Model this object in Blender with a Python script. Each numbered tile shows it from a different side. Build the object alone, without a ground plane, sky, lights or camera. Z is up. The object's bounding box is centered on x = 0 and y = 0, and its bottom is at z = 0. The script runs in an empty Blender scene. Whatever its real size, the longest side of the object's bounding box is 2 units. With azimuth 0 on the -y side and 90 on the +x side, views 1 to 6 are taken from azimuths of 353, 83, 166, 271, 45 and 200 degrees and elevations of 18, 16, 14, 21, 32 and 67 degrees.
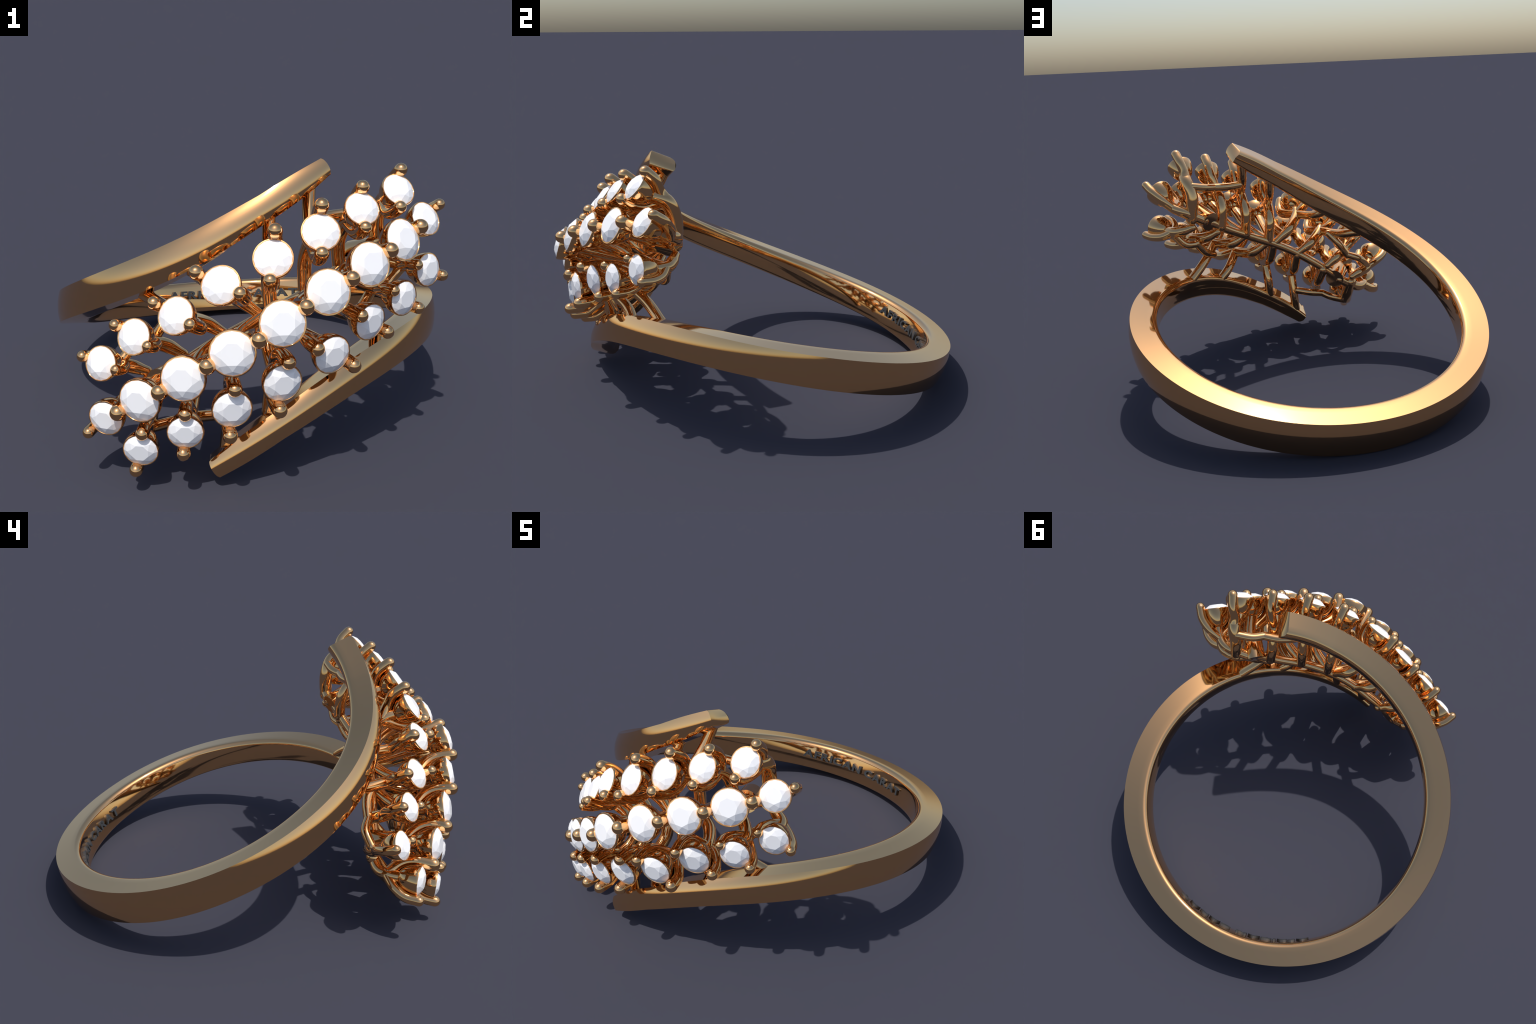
# Bypass cluster ring: a gold band whose two arms pass each other, carrying a
# diagonal spray of round white stones held by claws on an open wire gallery.
# The whole ring has two-fold symmetry about the axis that runs from the back of
# the band through the middle stone, so everything in the head is described once
# (upper half) and turned over for the other half.
import bpy, bmesh, math
from mathutils import Vector, Matrix

# ------------------------------------------------------------------ frame
TILT = math.radians(17.95)          # the ring lies tilted, head raised
ORIGIN = Vector((0.0, 0.0, 0.3978))
E_S = Vector((1, 0, 0))                                       # side
E_F = Vector((0, -math.cos(TILT), math.sin(TILT)))            # towards the head
E_N = Vector((0, math.sin(TILT), math.cos(TILT)))             # ring axis
FRAME = Matrix((E_S, E_F, E_N)).transposed()
F0 = -0.1410                        # ring centre on the symmetry axis



def outer_radius(phi):
    return 0.8775 + 0.0050 * math.cos(phi)


def inner_radius(phi):
    """Finger hole: slightly oval, the band is thinnest at the back."""
    tip = min(max((abs(phi) - 2.5) / .8, 0), 1)
    return (0.7525 + 0.0055 * math.cos(phi) + 0.0060 * math.cos(2 * phi)
            + 0.005 * tip * tip * (3 - 2 * tip))



def world(p):
    return ORIGIN + FRAME @ Vector(p)


def cyl(az_deg, n, R):
    """Point in ring coordinates from azimuth (0 = head, + = +x side), height, radius."""
    a = math.radians(az_deg)
    return Vector((R * math.sin(a), F0 + R * math.cos(a), n))


def turn(p):
    """Two-fold symmetry of the ring."""
    return Vector((-p[0], p[1], -p[2]))


# ------------------------------------------------------------------ materials
def gold_material():
    m = bpy.data.materials.new("rose_yellow_gold")
    m.use_nodes = True
    nt = m.node_tree
    b = nt.nodes["Principled BSDF"]
    b.inputs["Metallic"].default_value = 1.0
    b.inputs["Roughness"].default_value = 0.06
    b.inputs["Base Color"].default_value = (1.0, 0.565, 0.245, 1)
    return m


def stone_material():
    m = bpy.data.materials.new("white_stone")
    m.use_nodes = True
    b = m.node_tree.nodes["Principled BSDF"]
    b.inputs["Base Color"].default_value = (0.98, 0.98, 0.985, 1)
    b.inputs["Roughness"].default_value = 0.25
    b.inputs["IOR"].default_value = 1.5
    return m


def letter_material():
    m = bpy.data.materials.new("dark_enamel")
    m.use_nodes = True
    nt = m.node_tree
    b = nt.nodes["Principled BSDF"]
    b.inputs["Base Color"].default_value = (0.04, 0.044, 0.048, 1)
    b.inputs["Roughness"].default_value = 0.5
    return m


GOLD, STONE, DARK = gold_material(), stone_material(), letter_material()
COL = bpy.context.scene.collection


def add_object(name, mesh, parent, mat=None):
    if mat and not mesh.materials:
        mesh.materials.append(mat)
    ob = bpy.data.objects.new(name, mesh)
    COL.objects.link(ob)
    ob.parent = parent
    return ob


ring = bpy.data.objects.new("cluster_ring", None)
COL.objects.link(ring)
ring["label"] = "gold bypass ring with a diagonal spray of white stones"
ring["category"] = "ring"


# ------------------------------------------------------------------ helpers
def natural_spline(kx, ky):
    n = len(kx)
    h = [kx[i + 1] - kx[i] for i in range(n - 1)]
    a, b, c, d = [0] * n, [1] * n, [0] * n, [0] * n
    for i in range(1, n - 1):
        a[i], b[i], c[i] = h[i - 1], 2 * (h[i - 1] + h[i]), h[i]
        d[i] = 6 * ((ky[i + 1] - ky[i]) / h[i] - (ky[i] - ky[i - 1]) / h[i - 1])
    for i in range(1, n):
        w = a[i] / b[i - 1]
        b[i] -= w * c[i - 1]
        d[i] -= w * d[i - 1]
    M = [0] * n
    M[-1] = d[-1] / b[-1]
    for i in range(n - 2, -1, -1):
        M[i] = (d[i] - c[i] * M[i + 1]) / b[i]

    def f(x):
        i = 0
        while i < n - 2 and x > kx[i + 1]:
            i += 1
        t, u, H = x - kx[i], kx[i + 1] - x, h[i]
        return ((M[i] * u ** 3 + M[i + 1] * t ** 3) / (6 * H)
                + (ky[i] / H - M[i] * H / 6) * u + (ky[i + 1] / H - M[i + 1] * H / 6) * t)
    return f


def catmull(pts, per=10):
    pts = [Vector(p) for p in pts]
    if len(pts) == 2:
        return [pts[0].lerp(pts[1], i / per) for i in range(per + 1)]
    ext = [pts[0] * 2 - pts[1]] + pts + [pts[-1] * 2 - pts[-2]]
    out = []
    for i in range(1, len(ext) - 2):
        p0, p1, p2, p3 = ext[i - 1:i + 3]
        for k in range(per):
            t = k / per
            out.append(0.5 * (2 * p1 + (p2 - p0) * t + (2 * p0 - 5 * p1 + 4 * p2 - p3) * t * t
                              + (3 * p1 - p0 - 3 * p2 + p3) * t ** 3))
    out.append(pts[-1])
    return out


def tube_mesh(name, ctrl, radii, per=10, seg=24, caps=(True, True)):
    """Round wire through control points (ring coordinates) with domed ends."""
    path = catmull(ctrl, per)
    n = len(path)
    rk = [i * (n - 1) / (len(radii) - 1) for i in range(len(radii))]

    def rad(i):
        j = 0
        while j < len(rk) - 2 and i > rk[j + 1]:
            j += 1
        t = (i - rk[j]) / (rk[j + 1] - rk[j])
        t = t * t * (3 - 2 * t)
        return radii[j] * (1 - t) + radii[j + 1] * t

    tang = [(path[min(i + 1, n - 1)] - path[max(i - 1, 0)]).normalized() for i in range(n)]
    up = tang[0].orthogonal().normalized()
    rings = []
    cap = [math.radians(a) for a in (90, 75, 58, 40, 20)]
    for i in range(n):
        up = (up - tang[i] * up.dot(tang[i])).normalized()
        side = tang[i].cross(up)
        r = rad(i)
        if i == 0 and caps[0]:
            for a in cap:
                rings.append((path[0] - tang[0] * r * math.sin(a), r * max(math.cos(a), 1e-3), up, side))
        rings.append((path[i], r, up, side))
        if i == n - 1 and caps[1]:
            for a in reversed(cap):
                rings.append((path[-1] + tang[-1] * r * math.sin(a), r * max(math.cos(a), 1e-3), up, side))
    verts, faces = [], []
    for c, r, u, s in rings:
        for k in range(seg):
            a = 2 * math.pi * k / seg
            verts.append(world(c + (u * math.cos(a) + s * math.sin(a)) * r))
    for i in range(len(rings) - 1):
        for k in range(seg):
            k2 = (k + 1) % seg
            faces.append((i * seg + k, i * seg + k2, (i + 1) * seg + k2, (i + 1) * seg + k))
    faces.append(tuple(reversed(range(seg))))
    faces.append(tuple((len(rings) - 1) * seg + k for k in range(seg)))
    return finish_mesh(name, verts, faces, 50)


def finish_mesh(name, verts, faces, sharp_deg=None):
    me = bpy.data.meshes.new(name)
    me.from_pydata([tuple(v) for v in verts], [], faces)
    bm = bmesh.new()
    bm.from_mesh(me)
    bmesh.ops.recalc_face_normals(bm, faces=bm.faces)
    bm.to_mesh(me)
    bm.free()
    if sharp_deg is not None:
        me.polygons.foreach_set("use_smooth", [True] * len(me.polygons))
        me.set_sharp_from_angle(angle=math.radians(sharp_deg))
    me.update()
    return me


def wire(name, ctrl, radii, mirrored=True, **kw):
    obs = [add_object(name, tube_mesh(name, ctrl, radii, **kw), ring, GOLD)]
    if mirrored:
        obs.append(add_object(name, tube_mesh(name, [turn(p) for p in ctrl], radii, **kw), ring, GOLD))
    return obs


# ------------------------------------------------------------------ shank
# phi runs from the back of the band (0); + along the -x side up to the upper tip.
PHI = [0, .6, 1.2, 1.8, 2.4, 2.8, 3.15, 3.30, 3.42]
CENTRE = [0, -.0105, -.0117, .0326, .1353, .2574, .4223, .500, .563]     # height of band centre
HALF = [.0865, .0830, .0765, .0700, .0705, .0690, .0570, .0455, .0320]   # half width
kx = [-p for p in PHI[:0:-1]] + PHI
centre_at = natural_spline(kx, [-c for c in CENTRE[:0:-1]] + CENTRE)
half_at = natural_spline(kx, HALF[:0:-1] + HALF)
PHI_END = 3.420


def dome_height(phi, h):
    """Camber of the outside: gentle at the back, fuller towards the tips."""
    t = min(max((abs(phi) - 1.7) / 1.5, 0), 1)
    return h * (.13 + .11 * t * t * (3 - 2 * t))


def shank_profile(h, R_OUT, R_IN, dome):
    """(radius, height offset) round the section: domed outside, flat sides,
    rounded inner edges and a slightly cambered inside."""
    pts = []
    for i in range(17):
        t = 1 - 2 * i / 16
        pts.append((R_OUT + dome * (1 - t * t), h * t))
    f_n, f_r = min(.026, h * .5), .026
    for i in range(1, 4):
        pts.append((R_OUT + (R_IN + f_r - R_OUT) * i / 4, -h))
    for i in range(8):
        a = math.radians(90 * i / 7)
        pts.append((R_IN + f_r - f_r * math.sin(a), -h + f_n - f_n * math.cos(a)))
    for i in range(1, 8):
        t = i / 8
        pts.append((R_IN - .003 * math.sin(math.pi * t), -h + f_n + (2 * h - 2 * f_n) * t))
    for i in range(8):
        a = math.radians(90 - 90 * i / 7)
        pts.append((R_IN + f_r - f_r * math.sin(a), h - f_n + f_n * math.cos(a)))
    for i in range(1, 4):
        pts.append((R_IN + f_r + (R_OUT - R_IN - f_r) * i / 4, h))
    return pts


def shank_point(p, r, dn, c, h):
    """Place a section point; near the tips the section is sheared and its end rounded off."""
    w = min(max((abs(p) - 3.1) / (PHI_END - 3.1), 0), 1)
    t = (outer_radius(p) - r) / (outer_radius(p) - inner_radius(p))
    sg = math.copysign(1, p)
    nose = .015 * sg * (1 - math.sqrt(max(1 - (dn / h) ** 2, 0))) * w * w
    q = p - .62 * dn * w - nose + .014 * (sg - dn / h) * t * w
    slope = min(max((abs(p) - 2.1) / 1.1, 0), 1)      # the free side falls away inwards
    fall = .012 * slope * min(max(t, 0), 1) * max(sg * dn / h, 0) * sg
    return world((-r * math.sin(q), F0 - r * math.cos(q), c + dn - fall))


def build_shank():
    N = 460
    verts, faces = [], []
    m = 0
    for i in range(N + 1):
        p = -PHI_END + 2 * PHI_END * i / N
        c, h = centre_at(p), half_at(p)
        prof = shank_profile(h, outer_radius(p), inner_radius(p), dome_height(p, h))
        m = len(prof)
        verts += [shank_point(p, r, dn, c, h) for r, dn in prof]
    for i in range(N):
        for k in range(m):
            k2 = (k + 1) % m
            faces.append((i * m + k, i * m + k2, (i + 1) * m + k2, (i + 1) * m + k))
    for p in (-PHI_END, PHI_END):                    # rounded end faces
        c, h = centre_at(p), half_at(p)
        ro, ri = outer_radius(p), inner_radius(p)
        f_n, f_r = min(.026, h * .5), .026
        first, J, K = len(verts), 24, 8
        for j in range(J + 1):
            dn = h * math.cos(math.pi * j / J)
            u = max((abs(dn) - (h - f_n)) / f_n, 0)
            r_a = ro + dome_height(p, h) * (1 - (dn / h) ** 2)
            r_b = ri + f_r - f_r * math.sqrt(max(1 - u * u, 0))
            for k in range(K + 1):
                verts.append(shank_point(p, r_a + (r_b - r_a) * k / K, dn, c, h))
        for j in range(J):
            for k in range(K):
                v = first + j * (K + 1) + k
                faces.append((v, v + 1, v + K + 2, v + K + 1))
    return add_object("shank", finish_mesh("shank", verts, faces, 24), ring, GOLD)


shank = build_shank()


# ------------------------------------------------------------------ inscription
def build_letters():
    cu = bpy.data.curves.new("letters", 'FONT')
    cu.extrude = 0.12
    cu.offset = 0.034
    cu.resolution_u = 3
    tmp = bpy.data.objects.new("tmp", cu)
    COL.objects.link(tmp)
    text = "AFRICAN CARAT"
    height, base = .046, -.014
    az_a, az_b = -151.3, -208.8          # left edge of the first, right edge of the last letter
    x, spans = 0.0, []
    for ch in text:
        if ch == " ":
            x += .30
            continue
        cu.body = ch
        bpy.context.view_layer.update()
        me = bpy.data.meshes.new_from_object(tmp.evaluated_get(bpy.context.evaluated_depsgraph_get()))
        xs = [v.co.x for v in me.vertices]
        ys = [v.co.y for v in me.vertices]
        spans.append((me, min(xs), min(ys), max(ys) - min(ys), x))
        x += max(xs) - min(xs) + .075
    total = x - .075
    for me, x0, y0, hy, start in spans:
        for v in me.vertices:
            u = (v.co.x - x0 + start) / total
            a = math.radians(az_a + (az_b - az_a) * u)
            n = base + height * (v.co.y - y0) / hy
            r = .7580 - .0085 * v.co.z / .12
            v.co = world((r * math.sin(a), F0 + r * math.cos(a), n))
        me.name = "letter"
        me.materials.clear()
        ob = add_object("letter", me, shank, DARK)
        bm = bmesh.new()
        bm.from_mesh(me)
        bmesh.ops.recalc_face_normals(bm, faces=bm.faces)
        bm.to_mesh(me)
        bm.free()
    bpy.data.objects.remove(tmp)
    bpy.data.curves.remove(cu)


build_letters()


# ------------------------------------------------------------------ gemstone and cup meshes
def gem_mesh():
    v, f = [], []
    t = [(.53, 22.5 + 45 * k, .31) for k in range(8)]
    m = [(.79, 45 * k, .185) for k in range(8)]
    g1 = [(1.0, 22.5 * k, .02) for k in range(16)]
    g0 = [(1.0, 22.5 * k, -.03) for k in range(16)]
    for r, a, z in t + m + g1 + g0:
        v.append((r * math.cos(math.radians(a)), r * math.sin(math.radians(a)), z))
    v.append((0, 0, -.75))
    T, M, G, B, C = 0, 8, 16, 32, 48
    f.append(tuple(range(8)))
    for k in range(8):
        k1 = (k + 1) % 8
        f.append((T + k, M + k1, T + k1))                                   # star
        f.append((T + k, M + k, G + 2 * k + 1, M + k1))                     # kite
        f.append((M + k, G + 2 * k, G + 2 * k + 1))                         # upper girdle
        f.append((M + k, G + (2 * k - 1) % 16, G + 2 * k))
    for k in range(16):
        k1 = (k + 1) % 16
        f.append((G + k, B + k, B + k1, G + k1))
        f.append((B + k, C, B + k1))
    me = finish_mesh("gemstone", v, f)
    me.materials.append(STONE)
    return me


def cup_mesh():
    prof = [(0, -.25), (.94, -.10), (.985, .0), (1.02, .035), (1.06, .03), (1.08, -.02), (1.075, -.12),
            (1.055, -.30), (1.005, -.52), (.925, -.74), (.82, -.96), (.69, -1.15), (.53, -1.31),
            (.32, -1.42), (0, -1.46)]
    seg, v, f = 40, [], []
    for r, z in prof[1:-1]:
        for k in range(seg):
            a = 2 * math.pi * k / seg
            v.append((r * math.cos(a), r * math.sin(a), z))
    n = len(prof) - 2
    v += [(0, 0, prof[0][1]), (0, 0, prof[-1][1])]
    for i in range(n - 1):
        for k in range(seg):
            k2 = (k + 1) % seg
            f.append((i * seg + k, i * seg + k2, (i + 1) * seg + k2, (i + 1) * seg + k))
    for k in range(seg):
        k2 = (k + 1) % seg
        f.append((n * seg, k, k2))
        f.append((n * seg + 1, (n - 1) * seg + k, (n - 1) * seg + k2))
    me = finish_mesh("setting_cup", v, f, 40)
    me.materials.append(GOLD)
    return me


GEM, CUP = gem_mesh(), cup_mesh()


def normal_of(az, el):
    a, e = math.radians(az), math.radians(el)
    return Vector((math.sin(a) * math.cos(e), math.cos(a) * math.cos(e), math.sin(e)))


def place_setting(pos, nrm, r, depth):
    z = (FRAME @ nrm).normalized()
    x = (E_S - z * E_S.dot(z)).normalized()
    y = z.cross(x)
    rot = Matrix((x, y, z)).transposed().to_4x4()
    cup = add_object("setting_cup", CUP, ring)
    cup.matrix_world = Matrix.Translation(world(pos)) @ rot @ Matrix.Diagonal((r, r, depth / 1.46, 1))
    gem = add_object("gemstone", GEM, ring)
    gem.matrix_world = Matrix.Translation(world(pos)) @ rot @ Matrix.Diagonal((r, r, r, 1))


# stone: position (side, forward, height), facing (azimuth, elevation), radius
OUTER_ROW = [
    ((.5002, .7395, .4674), (13.5, 22.5), .0630),
    ((.3373, .8138, .3946), (7.0, 21.0), .0635),
    ((.1700, .8625, .3117), (-1.2, 20.0), .0690),
    ((-.0103, .8862, .2225), (-9.8, 19.0), .0695),
    ((-.1983, .8664, .1328), (-21.0, 18.0), .0700),
    ((-.3594, .8004, .0261), (-29.5, 16.0), .0680),
    ((-.5138, .7225, -.0519), (-29.5, 10.5), .0650),
    ((-.6419, .6398, -.1556), (-30.0, 6.0), .0635),
]
# claw tips of each stone of the outer row: far side, near side (towards the middle row)
OUTER_TIPS = [
    ((.520, .714, .546), (.492, .777, .399), .0238),
    ((.346, .796, .476), (.337, .850, .323), .0245),
    ((.179, .851, .409), (.162, .908, .234), .0258),
    ((.001, .879, .321), (-.028, .925, .144), .0262),
    ((-.283, .837, .180), (-.134, .918, .102), .0262),
    ((-.436, .756, .071), (-.309, .868, -.004), .0245),
    ((-.582, .690, -.010), (-.462, .767, -.085), .0222),
    ((-.712, .606, -.130), (-.584, .684, -.177), .0212),
]
# joint under each outer stone, and where its branch springs from the rail
JOINT = [(33.5, .44, .880), (21.0, .350, .872), (10.7, .282, .872), (-.2, .196, .872),
         (-11.8, .106, .892), (-21.0, .006, .884), (-31.5, -.085, .865), (-41.0, -.180, .875)]
SPRING = [(36.5, .262, .798), (24.2, .178, .745), (11.9, .088, .747), (1.0, .020, .752),
          (-2.4, .004, .750), (-12.8, -.070, .748), (-26.0, -.148, .750), (-37.0, -.215, .787)]
BRANCH_R = [.034, .029, .029, .029, .030, .030, .029, .028]

for i, ((pos, face, r), (far, near, rb)) in enumerate(zip(OUTER_ROW, OUTER_TIPS)):
    pos, far, near = Vector(pos), Vector(far), Vector(near)
    nrm = normal_of(*face)
    joint, spring = cyl(*JOINT[i]), cyl(*SPRING[i])
    for flip in (False, True):
        g = turn if flip else (lambda p: Vector(p))
        place_setting(g(pos), g(nrm), r, .098)
        for tip in (far, near):
            out = tip - pos
            out -= nrm * out.dot(nrm)
            rb2 = rb * 1.07
            k1, k2 = (.94, .60) if i in (0, 6, 7) else (.97, .66)
            path = [tip, pos + out * k1 - nrm * .045,
                    pos + out * k2 - nrm * .097,
                    pos.lerp(joint, .95) + out * .10]
            add_object("prong", tube_mesh("prong", [g(p) for p in path],
                                          [rb2, rb2 * .97, rb2, rb2], per=9), ring, GOLD)
        azm = JOINT[i][0] * .62 + SPRING[i][0] * .38
        nm = JOINT[i][1] * .60 + SPRING[i][1] * .40
        mid = cyl(azm, nm, (.820, .782, .780, .780, .780, .782, .795, .828)[i])
        rr = BRANCH_R[i]
        wire("branch", [g(pos - nrm * .06), g(joint), g(mid), g(spring)], [rr * .95, rr, rr, rr * .95 if i < 4 else .021], mirrored=False)

# ------------------------------------------------------------------ middle row
MIDDLE = [((0, 1.0034, 0), (0, 0), .0777),
          ((.1713, .9566, .1000), (7.5, 4.0), .0780),
          ((.3418, .8858, .1908), (17.0, 6.0), .0780),
          ((.4980, .7890, .2770), (26.0, 10.0), .0770),
          ((.6272, .6700, .3572), (24.5, 16.5), .0655)]
MIDDLE_TIPS = [(.083, 1.003, .053), (.260, .944, .143), (.427, .860, .238), (.579, .749, .324)]
END_TIP = (.695, .639, .413)
END_ANGLE, END_N = 29.8, .230


def rail_point(az, R=.747):
    t = abs(az) / END_ANGLE
    return cyl(az, math.copysign(END_N * (.80 * t + .18 * t ** 3), az), R)


for i, (pos, face, r) in enumerate(MIDDLE):
    for flip in ((False, True) if i else (False,)):
        g = turn if flip else (lambda p: Vector(p))
        place_setting(g(Vector(pos)), g(normal_of(*face)), r, .100)

# each of these claws belongs to the stone on its outer side and curls under its cup;
# a column carries the cup on the rail
for i, tip in enumerate(MIDDLE_TIPS):
    tip = Vector(tip)
    pos, face, r = MIDDLE[i + 1]
    pos, nrm = Vector(pos), normal_of(*face)
    out = tip - pos
    out -= nrm * out.dot(nrm)
    path = [tip, pos + out * 1.0 - nrm * .045, pos + out * .74 - nrm * .100, pos + out * .14 - nrm * .145]
    for flip in (False, True):
        g = turn if flip else (lambda p: Vector(p))
        add_object("prong", tube_mesh("prong", [g(p) for p in path], [.0305, .0300, .0295, .0270], per=9),
                   ring, GOLD)
for i, (pos, face, r) in enumerate(MIDDLE[:3]):
    pos, nrm = Vector(pos), normal_of(*face)
    az = math.degrees(math.atan2(pos.x, pos.y - F0))
    base = (0, 1.5, 12.0)[i]                     # the columns sweep back towards the middle of the rail
    foot = rail_point(base, .762)
    low = pos - nrm * .15
    path = [pos - nrm * .08, low, low.lerp(rail_point(az * .8 + base * .2, .80), .7), foot]
    for flip in ((False, True) if i else (False,)):
        g = turn if flip else (lambda p: Vector(p))
        wire("branch", [g(p) for p in path], [.032, .028, .026, .027], mirrored=False)

# end stone: outer claw and stalk
e_pos, e_n = Vector(MIDDLE[4][0]), normal_of(*MIDDLE[4][1])
tip = Vector(END_TIP)
out = tip - e_pos
out -= e_n * out.dot(e_n)
for flip in (False, True):
    g = turn if flip else (lambda p: Vector(p))
    path = [tip, e_pos + out * .94 - e_n * .045, e_pos + out * .60 - e_n * .100, e_pos + out * .08 - e_n * .145]
    add_object("prong", tube_mesh("prong", [g(p) for p in path], [.0230, .0235, .025, .024], per=9), ring, GOLD)
    wire("branch", [g(e_pos - e_n * .06), g(e_pos - e_n * .14), g(cyl(38.5, .300, .828)), g(cyl(32.0, .240, .766))],
         [.026, .027, .028, .027], mirrored=False)
    # post under the last big stone, cut off flat on the inside
    p3, n3 = Vector(MIDDLE[3][0]), normal_of(*MIDDLE[3][1])
    disc = cyl(END_ANGLE, END_N, .746)
    wire("post", [g(disc), g(cyl(END_ANGLE, END_N + .012, .865))], [.053, .052], mirrored=False, seg=40,
         caps=(False, False), per=3)
    wire("branch", [g(cyl(END_ANGLE, END_N, .80)), g(cyl(END_ANGLE, END_N + .02, .89)), g(p3 - n3 * .07)],
         [.036, .034, .036], mirrored=False)

# ------------------------------------------------------------------ gallery wires
wire("rail", [rail_point(a, .766 if abs(a) > 24 else .747) for a in (-28.5, -20, -10, 0, 10, 20, 28.5)], [.0235, .0235], mirrored=False)

FEET = {2: (13.4, .528, .782), 3: (1.0, .376, .785), 4: (-24.2, .205, .776), 5: (-39.0, .100, .776)}
for i, foot in FEET.items():
    a, n, R = JOINT[i]
    fa, fn, fR = foot
    mid = cyl(a * .5 + fa * .5, n * .5 + fn * .5 - (.005 if i > 3 else .0), .800 if i > 3 else .805)
    rr = .0255
    wire("strut", [cyl(a, n, R), mid, cyl(*foot)], [rr, rr, rr])

wire("brace", [cyl(33.5, .425, .838), cyl(28.5, .405, .812), cyl(24.3, .388, .815)], [.0215, .0215])
wire("brace", [cyl(24.3, .388, .815), cyl(19.0, .380, .797), cyl(13.4, .373, .802)], [.0215, .0215])
wire("brace", [cyl(-24.8, .032, .812), cyl(-30.0, -.02, .795), cyl(-33.7, -.09, .806)], [.0215, .0215])
wire("brace", [cyl(-33.7, -.085, .806), cyl(-38.5, -.105, .825), cyl(-41.0, -.160, .865)], [.0215, .0215])
